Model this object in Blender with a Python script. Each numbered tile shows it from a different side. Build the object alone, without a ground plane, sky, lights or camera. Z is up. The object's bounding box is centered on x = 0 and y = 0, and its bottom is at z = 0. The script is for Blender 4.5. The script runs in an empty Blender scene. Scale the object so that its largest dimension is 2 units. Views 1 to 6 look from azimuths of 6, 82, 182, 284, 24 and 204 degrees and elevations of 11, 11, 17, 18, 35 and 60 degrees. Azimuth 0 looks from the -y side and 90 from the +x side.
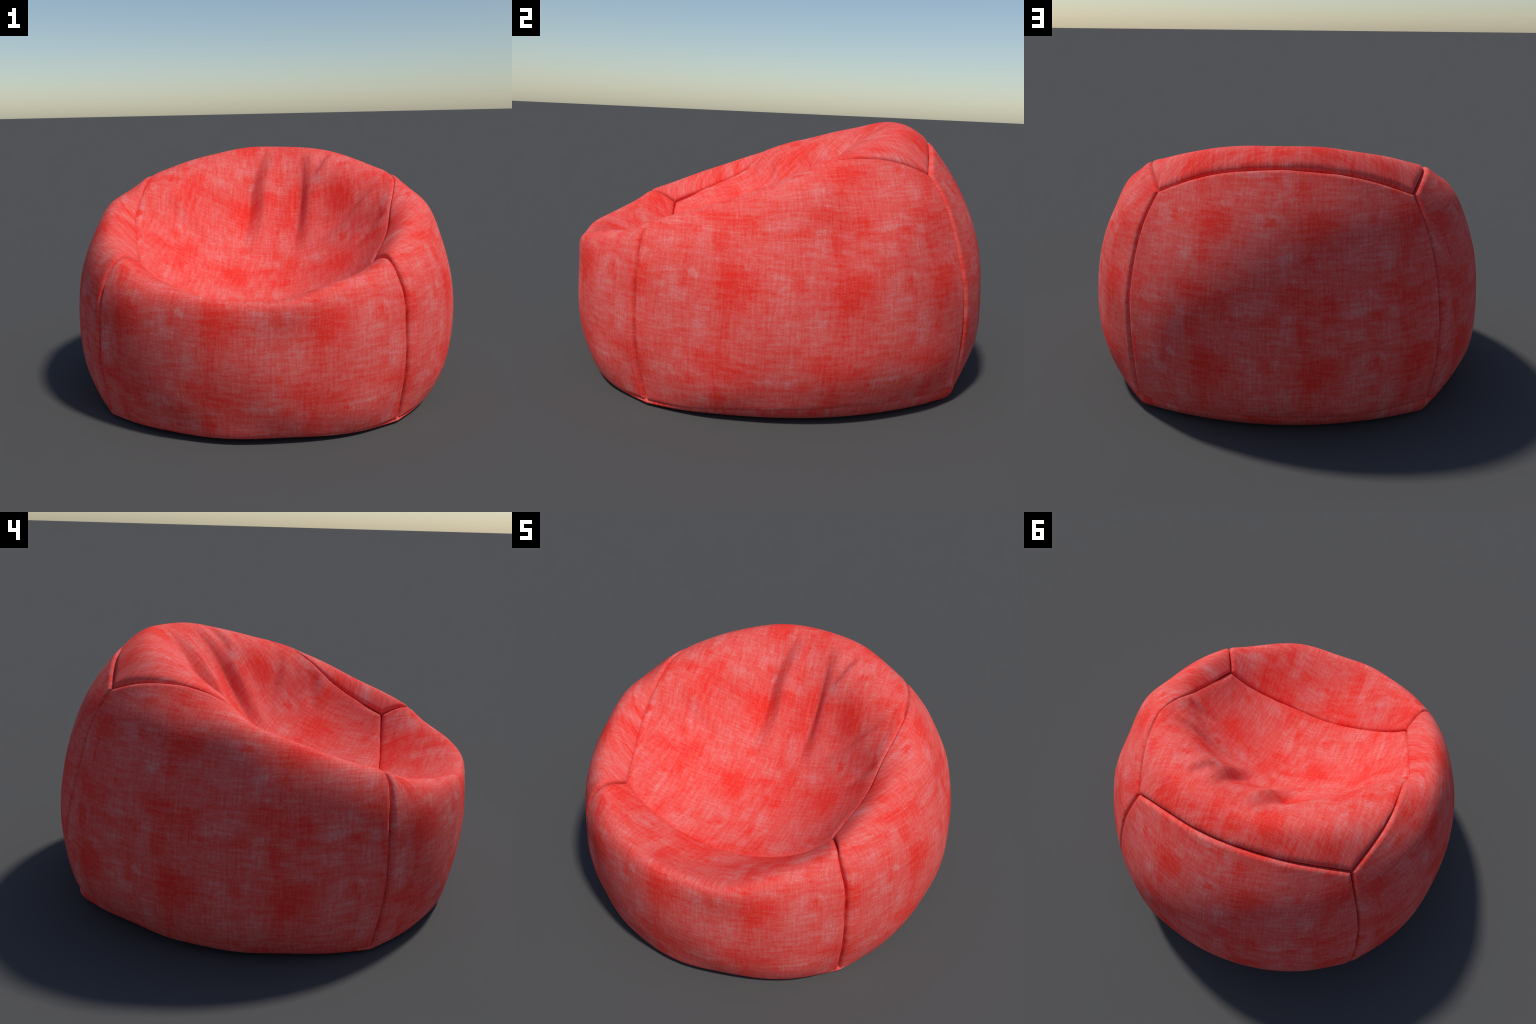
"""A fabric bean bag lounger: six sewn panels (seat, front, back, two sides,
base).  Every panel is a smooth surface lofted through ribs that run from seam
to seam; the edges roll down into the seams and folds crease the backrest."""
import bpy
import numpy as np

# --------------------------------------------------------------------------
# Shape: corners where three seams meet, the seams between them, and the ribs
# (cross-sections, seam to seam) that give each panel its swell.  Metres.
# --------------------------------------------------------------------------
CORNERS = {
    "back_left": (-0.582, 0.554, 1.025),
    "back_right": (0.584, 0.555, 1.018),
    "front_left": (-0.549, -0.520, 0.729),
    "front_right": (0.554, -0.521, 0.741),
    "base_front_left": (-0.694, -0.664, 0.018),
    "base_front_right": (0.675, -0.657, 0.018),
    "base_back_right": (0.680, 0.713, 0.063),
    "base_back_left": (-0.679, 0.707, 0.077),
}

SEAMS = {}
SEAMS["back_left", "back_right"] = [  # seat to back
    (-0.447, 0.608, 1.078), (-0.305, 0.656, 1.122), (-0.153, 0.683, 1.145), (0.002, 0.694, 1.156),
    (0.158, 0.684, 1.148), (0.309, 0.651, 1.124), (0.450, 0.605, 1.078)]
SEAMS["front_left", "front_right"] = [  # seat to front
    (-0.438, -0.536, 0.625), (-0.300, -0.546, 0.554), (-0.150, -0.550, 0.511), (0.005, -0.554, 0.500),
    (0.160, -0.557, 0.518), (0.310, -0.549, 0.559), (0.446, -0.535, 0.633)]
SEAMS["back_left", "front_left"] = [  # seat to left side
    (-0.631, 0.417, 1.071), (-0.665, 0.267, 1.092), (-0.669, 0.114, 1.075), (-0.661, -0.025, 1.005),
    (-0.664, -0.129, 0.908), (-0.633, -0.256, 0.845), (-0.591, -0.388, 0.788)]
SEAMS["back_right", "front_right"] = [  # seat to right side
    (0.633, 0.420, 1.065), (0.673, 0.273, 1.088), (0.692, 0.121, 1.079), (0.678, -0.024, 1.029),
    (0.651, -0.148, 0.944), (0.634, -0.264, 0.856), (0.598, -0.391, 0.794)]
SEAMS["front_left", "base_front_left"] = [  # front to left side, downwards
    (-0.613, -0.658, 0.783), (-0.689, -0.699, 0.649), (-0.711, -0.709, 0.492), (-0.719, -0.712, 0.335),
    (-0.712, -0.695, 0.178)]
SEAMS["front_right", "base_front_right"] = [  # front to right side
    (0.625, -0.656, 0.780), (0.691, -0.704, 0.638), (0.706, -0.711, 0.478), (0.708, -0.710, 0.317),
    (0.693, -0.687, 0.160)]
SEAMS["back_right", "base_back_right"] = [  # back to right side
    (0.647, 0.626, 0.879), (0.685, 0.670, 0.722), (0.705, 0.709, 0.561), (0.702, 0.727, 0.395),
    (0.693, 0.726, 0.229)]
SEAMS["back_left", "base_back_left"] = [  # back to left side
    (-0.641, 0.624, 0.884), (-0.684, 0.664, 0.727), (-0.706, 0.702, 0.568), (-0.711, 0.737, 0.405),
    (-0.698, 0.739, 0.238)]
SEAMS["base_front_left", "base_front_right"] = [  # front to base
    (-0.520, -0.790, 0.022), (-0.344, -0.874, 0.027), (-0.172, -0.927, 0.029), (0.000, -0.938, 0.031),
    (0.169, -0.912, 0.032), (0.339, -0.867, 0.022), (0.509, -0.782, 0.013)]
SEAMS["base_back_right", "base_back_left"] = [  # back to base
    (0.511, 0.808, 0.070), (0.340, 0.876, 0.077), (0.170, 0.917, 0.082), (0.000, 0.930, 0.085),
    (-0.170, 0.916, 0.085), (-0.340, 0.874, 0.083), (-0.510, 0.805, 0.080)]
SEAMS["base_back_left", "base_front_left"] = [  # left side to base
    (-0.779, 0.540, 0.064), (-0.847, 0.369, 0.058), (-0.896, 0.201, 0.041), (-0.913, 0.030, 0.034),
    (-0.902, -0.142, 0.026), (-0.858, -0.315, 0.027), (-0.793, -0.491, 0.021)]
SEAMS["base_front_right", "base_back_right"] = [  # right side to base
    (0.790, -0.488, 0.029), (0.866, -0.313, 0.050), (0.913, -0.141, 0.065), (0.930, 0.030, 0.075),
    (0.915, 0.201, 0.079), (0.868, 0.372, 0.079), (0.790, 0.543, 0.073)]

RIBS = {}
RIBS["seat"] = [
    [(-0.483, 0.462, 1.144), (-0.326, 0.517, 1.190), (-0.161, 0.556, 1.221), (0.010, 0.569, 1.224), (0.176, 0.554, 1.216), (0.335, 0.514, 1.196), (0.484, 0.459, 1.144)],
    [(-0.508, 0.318, 1.139), (-0.344, 0.385, 1.160), (-0.171, 0.435, 1.166), (0.013, 0.450, 1.173), (0.194, 0.424, 1.183), (0.361, 0.372, 1.166), (0.513, 0.309, 1.142)],
    [(-0.503, 0.178, 1.080), (-0.339, 0.249, 1.065), (-0.172, 0.313, 1.044), (0.009, 0.336, 1.042), (0.193, 0.311, 1.055), (0.365, 0.232, 1.085), (0.527, 0.174, 1.088)],
    [(-0.497, 0.055, 0.985), (-0.345, 0.153, 0.929), (-0.177, 0.209, 0.884), (0.000, 0.235, 0.864), (0.192, 0.203, 0.889), (0.372, 0.135, 0.935), (0.521, 0.062, 0.984)],
    [(-0.523, -0.053, 0.855), (-0.361, 0.027, 0.783), (-0.182, 0.070, 0.725), (-0.004, 0.098, 0.695), (0.193, 0.080, 0.718), (0.379, 0.025, 0.776), (0.530, -0.057, 0.862)],
    [(-0.508, -0.195, 0.752), (-0.353, -0.139, 0.654), (-0.182, -0.101, 0.600), (-0.007, -0.089, 0.575), (0.182, -0.104, 0.593), (0.358, -0.143, 0.659), (0.516, -0.197, 0.752)],
    [(-0.474, -0.357, 0.669), (-0.329, -0.334, 0.572), (-0.168, -0.319, 0.526), (-0.002, -0.316, 0.509), (0.168, -0.324, 0.521), (0.329, -0.342, 0.578), (0.478, -0.361, 0.674)],
]
RIBS["front"] = [
    [(-0.471, -0.720, 0.720), (-0.315, -0.761, 0.662), (-0.158, -0.793, 0.606), (0.017, -0.808, 0.596), (0.195, -0.804, 0.634), (0.358, -0.772, 0.689), (0.501, -0.720, 0.731)],
    [(-0.531, -0.811, 0.666), (-0.358, -0.881, 0.669), (-0.184, -0.932, 0.659), (0.009, -0.952, 0.644), (0.218, -0.953, 0.652), (0.386, -0.885, 0.675), (0.546, -0.799, 0.658)],
    [(-0.552, -0.833, 0.509), (-0.375, -0.921, 0.528), (-0.194, -0.975, 0.535), (-0.007, -0.989, 0.526), (0.187, -0.977, 0.526), (0.375, -0.925, 0.520), (0.551, -0.833, 0.495)],
    [(-0.543, -0.838, 0.340), (-0.360, -0.929, 0.348), (-0.181, -0.979, 0.352), (-0.004, -0.994, 0.348), (0.176, -0.983, 0.340), (0.359, -0.932, 0.329), (0.540, -0.842, 0.317)],
    [(-0.520, -0.831, 0.173), (-0.336, -0.919, 0.172), (-0.164, -0.959, 0.175), (0.000, -0.971, 0.172), (0.164, -0.962, 0.163), (0.335, -0.915, 0.151), (0.518, -0.836, 0.141)],
]
RIBS["back"] = [
    [(0.493, 0.715, 0.907), (0.333, 0.782, 0.947), (0.169, 0.822, 0.972), (0.002, 0.836, 0.981), (-0.164, 0.825, 0.971), (-0.329, 0.790, 0.947), (-0.491, 0.725, 0.911)],
    [(0.532, 0.788, 0.736), (0.362, 0.873, 0.760), (0.185, 0.921, 0.776), (0.003, 0.935, 0.778), (-0.178, 0.920, 0.768), (-0.357, 0.872, 0.752), (-0.529, 0.788, 0.734)],
    [(0.546, 0.835, 0.565), (0.370, 0.922, 0.573), (0.186, 0.972, 0.575), (0.001, 0.989, 0.569), (-0.184, 0.972, 0.557), (-0.369, 0.920, 0.550), (-0.546, 0.831, 0.554)],
    [(0.539, 0.860, 0.393), (0.356, 0.938, 0.391), (0.176, 0.985, 0.385), (-0.001, 1.000, 0.369), (-0.178, 0.982, 0.348), (-0.358, 0.935, 0.340), (-0.540, 0.856, 0.364)],
    [(0.517, 0.864, 0.224), (0.335, 0.936, 0.223), (0.163, 0.975, 0.220), (-0.002, 0.984, 0.204), (-0.165, 0.963, 0.169), (-0.332, 0.915, 0.136), (-0.511, 0.845, 0.167)],
]
RIBS["left"] = [
    [(-0.736, 0.459, 0.917), (-0.798, 0.287, 0.957), (-0.818, 0.114, 0.969), (-0.814, -0.060, 0.972), (-0.774, -0.217, 0.934), (-0.734, -0.374, 0.881), (-0.692, -0.517, 0.828)],
    [(-0.795, 0.500, 0.752), (-0.871, 0.318, 0.783), (-0.909, 0.128, 0.807), (-0.907, -0.065, 0.816), (-0.873, -0.253, 0.806), (-0.830, -0.419, 0.766), (-0.774, -0.566, 0.704)],
    [(-0.829, 0.535, 0.585), (-0.917, 0.351, 0.600), (-0.965, 0.158, 0.610), (-0.976, -0.035, 0.610), (-0.954, -0.223, 0.597), (-0.901, -0.398, 0.565), (-0.820, -0.558, 0.523)],
    [(-0.835, 0.557, 0.411), (-0.931, 0.372, 0.409), (-0.980, 0.184, 0.404), (-0.995, 0.000, 0.394), (-0.976, -0.180, 0.378), (-0.931, -0.360, 0.359), (-0.844, -0.538, 0.342)],
    [(-0.836, 0.556, 0.228), (-0.925, 0.371, 0.217), (-0.963, 0.194, 0.206), (-0.976, 0.022, 0.192), (-0.966, -0.145, 0.179), (-0.923, -0.318, 0.169), (-0.843, -0.504, 0.166)],
]
RIBS["right"] = [
    [(0.683, -0.512, 0.835), (0.730, -0.356, 0.885), (0.777, -0.211, 0.936), (0.832, -0.055, 0.963), (0.826, 0.116, 0.954), (0.795, 0.297, 0.935), (0.742, 0.470, 0.907)],
    [(0.779, -0.566, 0.698), (0.838, -0.403, 0.757), (0.881, -0.229, 0.791), (0.918, -0.047, 0.800), (0.909, 0.142, 0.784), (0.882, 0.335, 0.768), (0.796, 0.510, 0.740)],
    [(0.821, -0.562, 0.514), (0.901, -0.393, 0.559), (0.953, -0.212, 0.591), (0.976, -0.025, 0.603), (0.966, 0.166, 0.600), (0.921, 0.358, 0.588), (0.830, 0.541, 0.572)],
    [(0.836, -0.539, 0.334), (0.925, -0.358, 0.362), (0.978, -0.178, 0.390), (0.996, 0.000, 0.407), (0.982, 0.182, 0.411), (0.936, 0.367, 0.407), (0.839, 0.552, 0.400)],
    [(0.835, -0.505, 0.157), (0.922, -0.318, 0.180), (0.965, -0.142, 0.210), (0.986, 0.021, 0.228), (0.973, 0.187, 0.235), (0.927, 0.360, 0.233), (0.840, 0.545, 0.226)],
]

# which corners each panel has: (top start, top end, bottom start, bottom end)
PANELS = {
    "seat": ("back_left", "back_right", "front_left", "front_right"),
    "front": ("front_left", "front_right", "base_front_left", "base_front_right"),
    "back": ("back_right", "back_left", "base_back_right", "base_back_left"),
    "left": ("back_left", "front_left", "base_back_left", "base_front_left"),
    "right": ("front_right", "back_right", "base_front_right", "base_back_right"),
    "base": ("base_front_left", "base_front_right", "base_back_left", "base_back_right"),
}
OBJECT_NAMES = {"seat": "seat_panel", "front": "front_panel", "back": "back_panel",
                "left": "side_panel", "right": "side_panel.001", "base": "base_panel"}


def seam_points(a, b):
    if (a, b) in SEAMS:
        mid = SEAMS[a, b]
    else:
        mid = SEAMS[b, a][::-1]
    return np.array([CORNERS[a]] + list(mid) + [CORNERS[b]])


def spline_weights(n, t):
    """Rows of weights of the natural cubic spline through n even knots at t (0..1)."""
    A, B = np.eye(n), np.zeros((n, n))
    for i in range(1, n - 1):
        A[i, i - 1:i + 2] = 1, 4, 1
        B[i, i - 1:i + 2] = 6, -12, 6
    M = np.linalg.solve(A, B)
    x = np.asarray(t) * (n - 1)
    i = np.minimum(x.astype(int), n - 2)
    u = (x - i)[:, None]
    w = 1 - u
    E = np.eye(n)
    return w * E[i] + u * E[i + 1] + ((w ** 3 - w) * M[i] + (u ** 3 - u) * M[i + 1]) / 6


def control_net(name):
    a, b, c, d = PANELS[name]
    top, bottom = seam_points(a, b), seam_points(c, d)
    start, end = seam_points(a, c), seam_points(b, d)
    n, m = len(start), len(top)
    net = np.zeros((n, m, 3))
    if name == "base":
        v = np.linspace(0, 1, n)[:, None, None]
        u = np.linspace(0, 1, m)[None, :, None]
        net = ((1 - v) * top[None] + v * bottom[None] + (1 - u) * start[:, None] + u * end[:, None]
               - (1 - u) * (1 - v) * top[0] - u * (1 - v) * top[-1]
               - (1 - u) * v * bottom[0] - u * v * bottom[-1])
    else:
        net[1:-1, 1:-1] = np.array(RIBS[name])
    net[0], net[-1], net[:, 0], net[:, -1] = top, bottom, start, end
    return net


def edge_dense(n_inner, n_edge, band):
    """Parameters 0..1, finer within `band` of both ends where the cloth rolls into the seam."""
    e = band * np.linspace(0, 1, n_edge + 1) ** 1.3
    return np.concatenate([e[:-1], np.linspace(band, 1 - band, n_inner), (1 - e[:-1])[::-1]])


T = edge_dense(150, 14, 0.03)


def grid_normals(P):
    du = np.gradient(P, axis=1)
    dv = np.gradient(P, axis=0)
    n = np.cross(dv, du)
    return n / np.maximum(np.linalg.norm(n, axis=-1, keepdims=True), 1e-9)


def arc(P, axis):
    step = np.linalg.norm(np.diff(P, axis=axis), axis=-1)
    zero = np.zeros_like(np.take(step, [0], axis=axis))
    return np.concatenate([zero, np.cumsum(step, axis=axis)], axis=axis)


def smoothstep(x):
    x = np.clip(x, 0, 1)
    return x * x * (3 - 2 * x)


# --------------------------------------------------------------------------
# Folds that run down the backrest: path from the rim downwards, depth of the
# valley, its width to the left and right, then offset and height of the ridge
# beside it and the widths over which that rises and falls
# --------------------------------------------------------------------------
FOLDS = [
    ([(-0.040, 0.505, 1.205), (-0.100, 0.335, 1.010), (-0.110, 0.220, 0.880), (-0.140, 0.040, 0.680)], 0.029, 0.085, 0.028, 0.082, 0.036, 0.038, 0.075),
    ([(0.184, 0.475, 1.210), (0.176, 0.275, 0.968), (0.165, 0.180, 0.840), (0.150, 0.040, 0.675)], 0.021, 0.050, 0.024, 0.070, 0.021, 0.032, 0.070),
    ([(0.330, 0.435, 1.185), (0.290, 0.355, 1.130), (0.235, 0.250, 1.040)], 0.012, 0.050, 0.022, 0.050, 0.010, 0.028, 0.050),
    ([(0.600, 0.085, 1.050), (0.500, 0.075, 0.940), (0.410, 0.075, 0.850), (0.300, 0.090, 0.770)], 0.012, 0.040, 0.022, 0.048, 0.010, 0.026, 0.050),
    ([(0.640, -0.120, 0.930), (0.560, -0.130, 0.840), (0.480, -0.130, 0.760)], 0.008, 0.035, 0.022, 0.045, 0.006, 0.025, 0.045),
    ([(-0.600, 0.060, 1.020), (-0.500, 0.020, 0.900), (-0.400, 0.010, 0.800), (-0.280, 0.020, 0.720)], 0.007, 0.040, 0.040, 0.060, 0.006, 0.040, 0.040),
]


def path_distance(P, path):
    """Sideways distance from a path in space (positive to its right) and position along it."""
    path = np.array(path, float)
    Q = spline_weights(len(path), np.linspace(0, 1, 60)) @ path
    across = np.cross((0, -0.6, 0.8), np.gradient(Q, axis=0))
    across /= np.linalg.norm(across, axis=1, keepdims=True)
    d = np.full(P.shape[:2], 1e9)
    s = np.zeros(P.shape[:2])
    side = np.zeros(P.shape[:2])
    for k, q in enumerate(Q):
        e = np.linalg.norm(P - q, axis=-1)
        m = e < d
        d = np.where(m, e, d)
        s = np.where(m, k / 59, s)
        side = np.where(m, (P - q) @ across[k], side)
    return side, s


def fold_offset(P):
    off = np.zeros(P.shape[:2])
    for path, depth, left, right, shift, height, rise, fall in FOLDS:
        x, s = path_distance(P, path)
        fade = np.sin(np.pi * np.clip(s, 0, 1)) ** 0.8
        off -= depth * fade * np.exp(-(x / np.where(x < 0, left, right)) ** 2)
        y = x - shift
        off += height * fade * np.exp(-(y / np.where(y < 0, rise, fall)) ** 2)
    return off


DROP, PINCH = 0.022, 0.010   # depth of the rolled panel edges, extra dip at the stitches


def seam_depth(a, b, t):
    """How deep a seam is along its length (1 = full), from corner a to corner b."""
    base = [c.startswith("base") for c in (a, b)]
    middle = 0.2 if all(base) else 0.35 if {a, b} == {"front_left", "front_right"} else 1.0
    ends = [0.8 if flag else 1.0 for flag in base]
    depth = middle + (ends[0] * (1 - t) + ends[1] * t - middle) * np.abs(2 * t - 1) ** 6
    if {a, b} in ({"back_left", "front_left"}, {"back_right", "front_right"}):
        from_back = t if a.startswith("back") else 1 - t
        depth *= 1 - 0.6 * smoothstep((from_back - 0.3) / 0.15) * smoothstep((0.95 - from_back) / 0.1)
    # uneven stitching: the seam pulls in a little more here and less there
    s = t if (a, b) == tuple(sorted((a, b))) else 1 - t
    phase = len(a) + 2.3 * len(b) if a < b else len(b) + 2.3 * len(a)
    uneven = 0.14 * np.sin(33 * s + phase) + 0.10 * np.sin(71 * s + 2 * phase)
    return depth * (1 + uneven * np.sin(np.pi * t))


def roll_radius(name, t):
    """Width of the rolled edge along a seam: the seat is stuffed fuller than the other panels."""
    wide = 0.048 if name == "seat" else 0.030
    return 0.032 + (wide - 0.032) * smoothstep(np.minimum(t, 1 - t) / 0.08)


def build_panels():
    points, normals = {}, {}
    for name in PANELS:
        net = control_net(name)
        P = np.einsum("ai,bj,ijk->abk", spline_weights(net.shape[0], T), spline_weights(net.shape[1], T), net)
        points[name], normals[name] = P, grid_normals(P)
    # one shared normal along each seam, so both panels sink to the same line
    edges = {}
    for name, (a, b, c, d) in PANELS.items():
        for key, sl in (((a, b), np.s_[0, :]), ((c, d), np.s_[-1, :]), ((a, c), np.s_[:, 0]), ((b, d), np.s_[:, -1])):
            n = normals[name][sl]
            k = tuple(sorted(key))
            edges[k] = edges.get(k, 0) + (n if k == key else n[::-1])
    corner_normals = {}
    for (a, b), n in edges.items():
        corner_normals[a] = corner_normals.get(a, 0) + n[0]
        corner_normals[b] = corner_normals.get(b, 0) + n[-1]
    for corner, n in corner_normals.items():
        if corner.startswith("base"):
            n[2] = 0.0              # the lower seam ends are drawn straight in
    unit = lambda v: v / np.linalg.norm(v, axis=-1, keepdims=True)
    result = {}
    for name, (a, b, c, d) in PANELS.items():
        P, n = points[name].copy(), normals[name].copy()
        U, V = arc(P, 1), arc(P, 0)
        near = np.stack([V, V[-1:] - V, U, U[:, -1:] - U])       # metres to the four seams
        drops, weights, targets = [], [], []
        for i, key in enumerate(((a, b), (c, d), (a, c), (b, d))):
            along = (lambda v: v[None]) if i < 2 else (lambda v: v[:, None])
            roll = along(roll_radius(name, T))
            x = np.clip(1 - near[i] / roll, 0, 1)
            drop = DROP * (1 - np.sqrt(1 - 0.98 * x ** 2)) / (1 - np.sqrt(0.02))
            drop = drop + PINCH * np.exp(-(near[i] / 0.006) ** 2)
            drops.append(drop * along(seam_depth(*key, T)))
            k = tuple(sorted(key))
            e = edges[k].copy()
            e[0], e[-1] = corner_normals[k[0]], corner_normals[k[1]]
            targets.append(along(unit(e if k == key else e[::-1])))
            weights.append(smoothstep(x)[..., None])
        drop = np.max(drops, axis=0)
        # close to a seam the edges move along the seam's shared normal
        keep = np.prod([1 - w for w in weights], axis=0)
        n = unit(n * keep + sum(w * e for w, e in zip(weights, targets)))
        for corner, sl in ((a, np.s_[0, 0]), (b, np.s_[0, -1]), (c, np.s_[-1, 0]), (d, np.s_[-1, -1])):
            n[sl] = unit(corner_normals[corner])
        if name == "base":          # the base bulges down from its seams and lies flat on the floor
            P[..., 2] *= np.clip(1 - near.min(0) / 0.13, 0, 1) ** 2.2
        P = P - n * drop[..., None]
        if name == "seat":
            away = smoothstep(near.min(0) / 0.06)
            P = P + n * (fold_offset(points[name]) * away)[..., None]
        P[..., 2] = np.maximum(P[..., 2], 0.0)
        result[name] = P
    return result


def mesh_object(name, P, material):
    h, w = P.shape[:2]
    idx = np.arange(h * w).reshape(h, w)
    faces = np.stack([idx[:-1, :-1], idx[1:, :-1], idx[1:, 1:], idx[:-1, 1:]], -1).reshape(-1, 4)
    mesh = bpy.data.meshes.new(name)
    mesh.from_pydata(P.reshape(-1, 3).tolist(), [], faces.tolist())
    mesh.polygons.foreach_set("use_smooth", [True] * len(mesh.polygons))
    mesh.materials.append(material)
    mesh.update()
    obj = bpy.data.objects.new(name, mesh)
    bpy.context.collection.objects.link(obj)
    return obj


# --------------------------------------------------------------------------
# Cloth: red pile with a paler, brushed bloom.  The weave repeats about every
# half metre; each panel lays that repeat its own way.
# --------------------------------------------------------------------------
RED = (0.82, 0.031, 0.021, 1)
MID = (0.79, 0.125, 0.108, 1)
PALE = (0.71, 0.325, 0.318, 1)

# (across, down, half width, half height, amount): worn, paler patches (+) and
# fresh, redder ones (-) inside one repeat, measured from the small knot
PATCHES = [
    (0.00, 0.00, 0.050, 0.030, 0.40), (-0.08, 0.04, 0.060, 0.050, -0.35),
    (-0.20, 0.01, 0.110, 0.050, 0.30), (-0.16, 0.13, 0.150, 0.080, 0.25),
    (0.38, 0.06, 0.180, 0.140, -0.50), (0.29, 0.30, 0.050, 0.150, -0.28),
    (0.08, 0.31, 0.080, 0.120, 0.40), (-0.23, 0.31, 0.160, 0.090, 0.22),
    (0.16, 0.53, 0.170, 0.060, -0.36), (0.36, 0.61, 0.200, 0.050, -0.36),
    (0.50, 0.55, 0.120, 0.022, -0.28), (-0.15, 0.60, 0.170, 0.060, 0.20),
    (-0.05, 0.69, 0.110, 0.040, -0.28), (0.10, 0.69, 0.070, 0.050, 0.25),
    (-0.28, 0.66, 0.170, 0.030, 0.28), (0.50, 0.70, 0.110, 0.040, -0.25),
    (0.24, 0.78, 0.080, 0.100, -0.34), (0.06, 0.83, 0.090, 0.070, 0.24),
    (-0.28, 0.81, 0.140, 0.050, 0.22), (0.45, 0.92, 0.120, 0.026, 0.32),
]


class Nodes:
    """Small helper to wire shader nodes."""

    def __init__(self, tree):
        self.tree = tree

    def new(self, kind, **props):
        node = self.tree.nodes.new(kind)
        for k, v in props.items():
            setattr(node, k, v)
        return node

    def put(self, socket, value):
        if hasattr(value, "links"):
            self.tree.links.new(value, socket)
        else:
            socket.default_value = value

    def math(self, op, a, b=0.0, c=0.0, clamp=False):
        n = self.new("ShaderNodeMath", operation=op, use_clamp=clamp)
        for s, v in zip(n.inputs, (a, b, c)):
            self.put(s, v)
        return n.outputs[0]

    def vec(self, op, a, b=(0, 0, 0), c=(0, 0, 0)):
        n = self.new("ShaderNodeVectorMath", operation=op)
        for s, v in zip(n.inputs, (a, b, c)):
            self.put(s, v)
        return n.outputs["Value"] if op in ("LENGTH", "DOT_PRODUCT") else n.outputs["Vector"]

    def noise(self, vector, scale, detail=2.0, roughness=0.5):
        n = self.new("ShaderNodeTexNoise", noise_dimensions="2D")
        self.put(n.inputs["Vector"], vector)
        n.inputs["Scale"].default_value = scale
        n.inputs["Detail"].default_value = detail
        n.inputs["Roughness"].default_value = roughness
        return n.outputs["Fac"]

    def combine(self, x, y, z=0.0):
        n = self.new("ShaderNodeCombineXYZ")
        for s, v in zip(n.inputs, (x, y, z)):
            self.put(s, v)
        return n.outputs[0]


def cloth_group():
    """Node group: position in the weave repeat -> colour and pile height."""
    if "brushed_cloth" in bpy.data.node_groups:
        return bpy.data.node_groups["brushed_cloth"]
    g = bpy.data.node_groups.new("brushed_cloth", "ShaderNodeTree")
    g.interface.new_socket("Repeat", in_out="INPUT", socket_type="NodeSocketVector")
    g.interface.new_socket("Color", in_out="OUTPUT", socket_type="NodeSocketColor")
    g.interface.new_socket("Pile", in_out="OUTPUT", socket_type="NodeSocketFloat")
    k = Nodes(g)
    uv = k.new("NodeGroupInput").outputs[0]

    def stretched(x, y, scale, detail, roughness=0.5, shift=0.0):
        return k.noise(k.vec("MULTIPLY_ADD", uv, (x, y, 1), (shift, shift * 1.7, 0)), scale, detail, roughness)

    # ragged outlines: push the position about before looking up the patches
    wob = k.combine(k.math("SUBTRACT", stretched(1, 2.2, 9, 3, 0.6), 0.5),
                    k.math("SUBTRACT", stretched(2.2, 1, 9, 3, 0.6, 5.0), 0.5))
    warped = k.vec("MULTIPLY_ADD", wob, (0.13, 0.11, 0), uv)
    total = None
    for px, py, rx, ry, amount in PATCHES:
        d = k.vec("SUBTRACT", warped, (px, py, 0))
        d = k.vec("WRAP", d, (0.5, 0.5, 1), (-0.5, -0.5, -1))
        d = k.vec("LENGTH", k.vec("MULTIPLY", d, (1 / rx, 1 / ry, 0)))
        m = k.new("ShaderNodeMapRange", interpolation_type="SMOOTHSTEP")
        k.put(m.inputs["Value"], d)
        for s, v in zip(("From Min", "From Max", "To Min", "To Max"), (0.35, 1.55, amount, 0.0)):
            m.inputs[s].default_value = v
        total = m.outputs["Result"] if total is None else k.math("ADD", total, m.outputs["Result"])

    def centred(value, amount, base):
        return k.math("MULTIPLY_ADD", k.math("SUBTRACT", value, 0.5), amount, base)

    f = k.math("MULTIPLY_ADD", total, PATCH_AMOUNT, BASE_LEVEL)
    f = centred(stretched(0.7, 5, 7, 3, 0.6, 1.0), 0.62, f)       # streaks across
    f = centred(stretched(6, 0.8, 7, 3, 0.6, 2.0), 0.50, f)       # streaks down
    f = centred(stretched(1, 3.5, 22, 2, 0.5, 3.0), 0.27, f)
    f = centred(stretched(4, 1, 22, 2, 0.5, 4.0), 0.23, f)
    fleck = stretched(1.3, 1, 125, 2, 0.6, 6.0)
    thread = stretched(3.4, 1, 95, 1, 0.5, 7.0)
    f = centred(fleck, 0.75, f)
    f = centred(thread, 0.25, f)
    ramp = k.new("ShaderNodeValToRGB")
    e = ramp.color_ramp.elements
    e[0].position, e[0].color = 0.05, RED
    e[1].position, e[1].color = 1.0, PALE
    mid = ramp.color_ramp.elements.new(0.50)
    mid.color = MID
    k.put(ramp.inputs[0], f)
    out = k.new("NodeGroupOutput")
    k.put(out.inputs["Color"], ramp.outputs[0])
    k.put(out.inputs["Pile"], k.math("ADD", fleck, k.math("MULTIPLY", thread, 0.6)))
    return g


PATCH_AMOUNT, BASE_LEVEL = 0.50, 0.365

# facing direction (degrees round from the front), angle of one knot, its height,
# and how much the cloth's length grows where it turns over the rim
LAYOUT = {"front": (0, 0.187, 0.597, 1.1), "right": (90, 1.537, 0.620, 1.3),
          "back": (180, 3.118, 0.377, 0.5), "left": (270, -1.389 + 2 * np.pi, 0.365, 1.3)}


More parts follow.
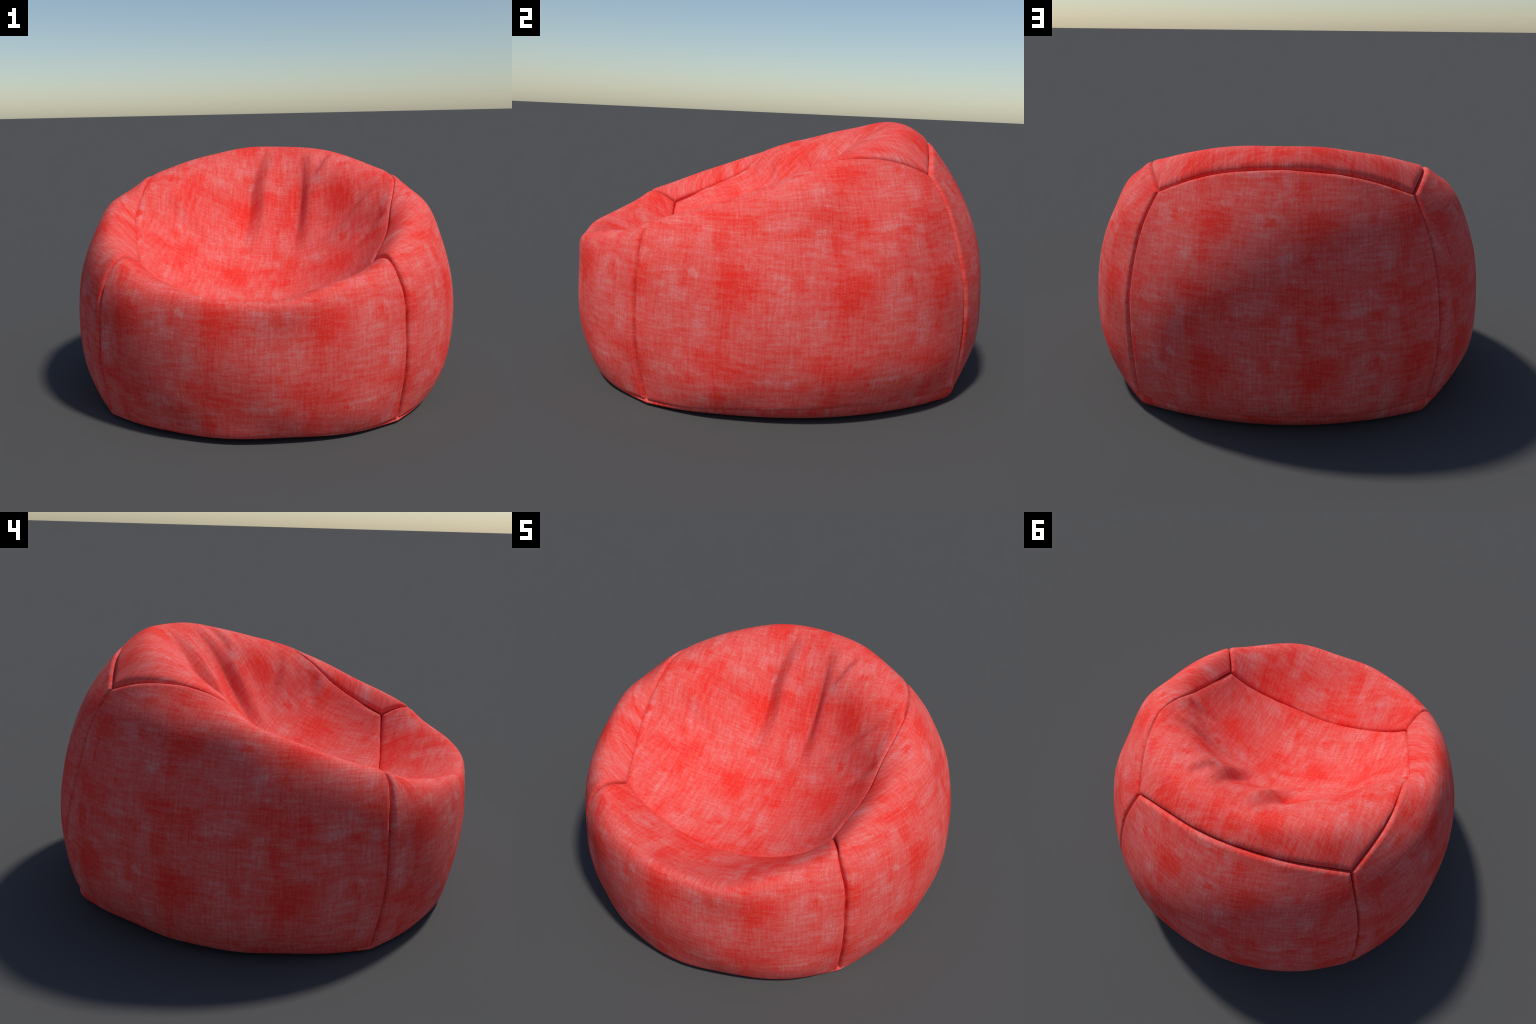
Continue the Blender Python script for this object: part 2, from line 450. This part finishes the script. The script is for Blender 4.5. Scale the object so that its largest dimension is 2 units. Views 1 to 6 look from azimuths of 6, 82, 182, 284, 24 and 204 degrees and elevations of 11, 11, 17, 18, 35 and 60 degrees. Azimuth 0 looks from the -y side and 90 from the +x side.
def cloth(name):
    mat = bpy.data.materials.new("red_fabric_" + name)
    mat.use_nodes = True
    k = Nodes(mat.node_tree)
    bsdf = mat.node_tree.nodes["Principled BSDF"]
    obj = k.new("ShaderNodeTexCoord").outputs["Object"]
    if name in LAYOUT:
        face, knot, height, over = LAYOUT[name]
        a = np.radians(face)
        out_dir, side_dir = (np.sin(a), -np.cos(a), 0), (np.cos(a), np.sin(a), 0)
        angle = k.math("ARCTAN2", k.vec("DOT_PRODUCT", obj, side_dir), k.vec("DOT_PRODUCT", obj, out_dir))
        r = k.vec("LENGTH", k.vec("MULTIPLY", obj, (1, 1, 0)))
        inward = k.math("MINIMUM", k.math("DIVIDE", r, 0.95), 1.0)    # less girth inside the rim
        u = k.math("DIVIDE", k.math("SUBTRACT", k.math("MULTIPLY", angle, inward), knot - a), 0.475)
        z = k.vec("DOT_PRODUCT", obj, (0, 0, 1))
        rim = k.math("MAXIMUM", k.math("SUBTRACT", 0.93, r), 0.0)
        up = k.math("MULTIPLY_ADD", rim, over, z)
        v = k.math("DIVIDE", k.math("SUBTRACT", height, up), 0.635)
    elif name == "seat":           # here the repeat lies a quarter turn round
        along = k.vec("DOT_PRODUCT", obj, (0, 0.85, 0.53))
        u = k.math("DIVIDE", k.math("SUBTRACT", 0.362, along), 0.45)
        v = k.math("DIVIDE", k.math("SUBTRACT", -0.105, k.vec("DOT_PRODUCT", obj, (1, 0, 0))), 0.545)
    else:
        u = k.math("DIVIDE", k.vec("DOT_PRODUCT", obj, (1, 0, 0)), 0.475)
        v = k.math("DIVIDE", k.vec("DOT_PRODUCT", obj, (0, 1, 0)), 0.6)
    group = k.new("ShaderNodeGroup", node_tree=cloth_group())
    k.put(group.inputs[0], k.combine(u, v))
    k.put(bsdf.inputs["Base Color"], group.outputs["Color"])
    bump = k.new("ShaderNodeBump")
    bump.inputs["Strength"].default_value = 0.25
    bump.inputs["Distance"].default_value = 0.003
    k.put(bump.inputs["Height"], group.outputs["Pile"])
    k.put(bsdf.inputs["Normal"], bump.outputs[0])
    bsdf.inputs["Roughness"].default_value = 0.95
    bsdf.inputs["Specular IOR Level"].default_value = 0.15
    return mat


def main():
    bag = bpy.data.objects.new("bean_bag", None)
    bpy.context.collection.objects.link(bag)
    bag["label"] = "round red bean bag chair of sewn mottled velvety fabric panels"
    bag["category"] = "bean bag"
    for name, P in build_panels().items():
        obj = mesh_object(OBJECT_NAMES[name], P, cloth(name))
        obj.parent = bag


main()
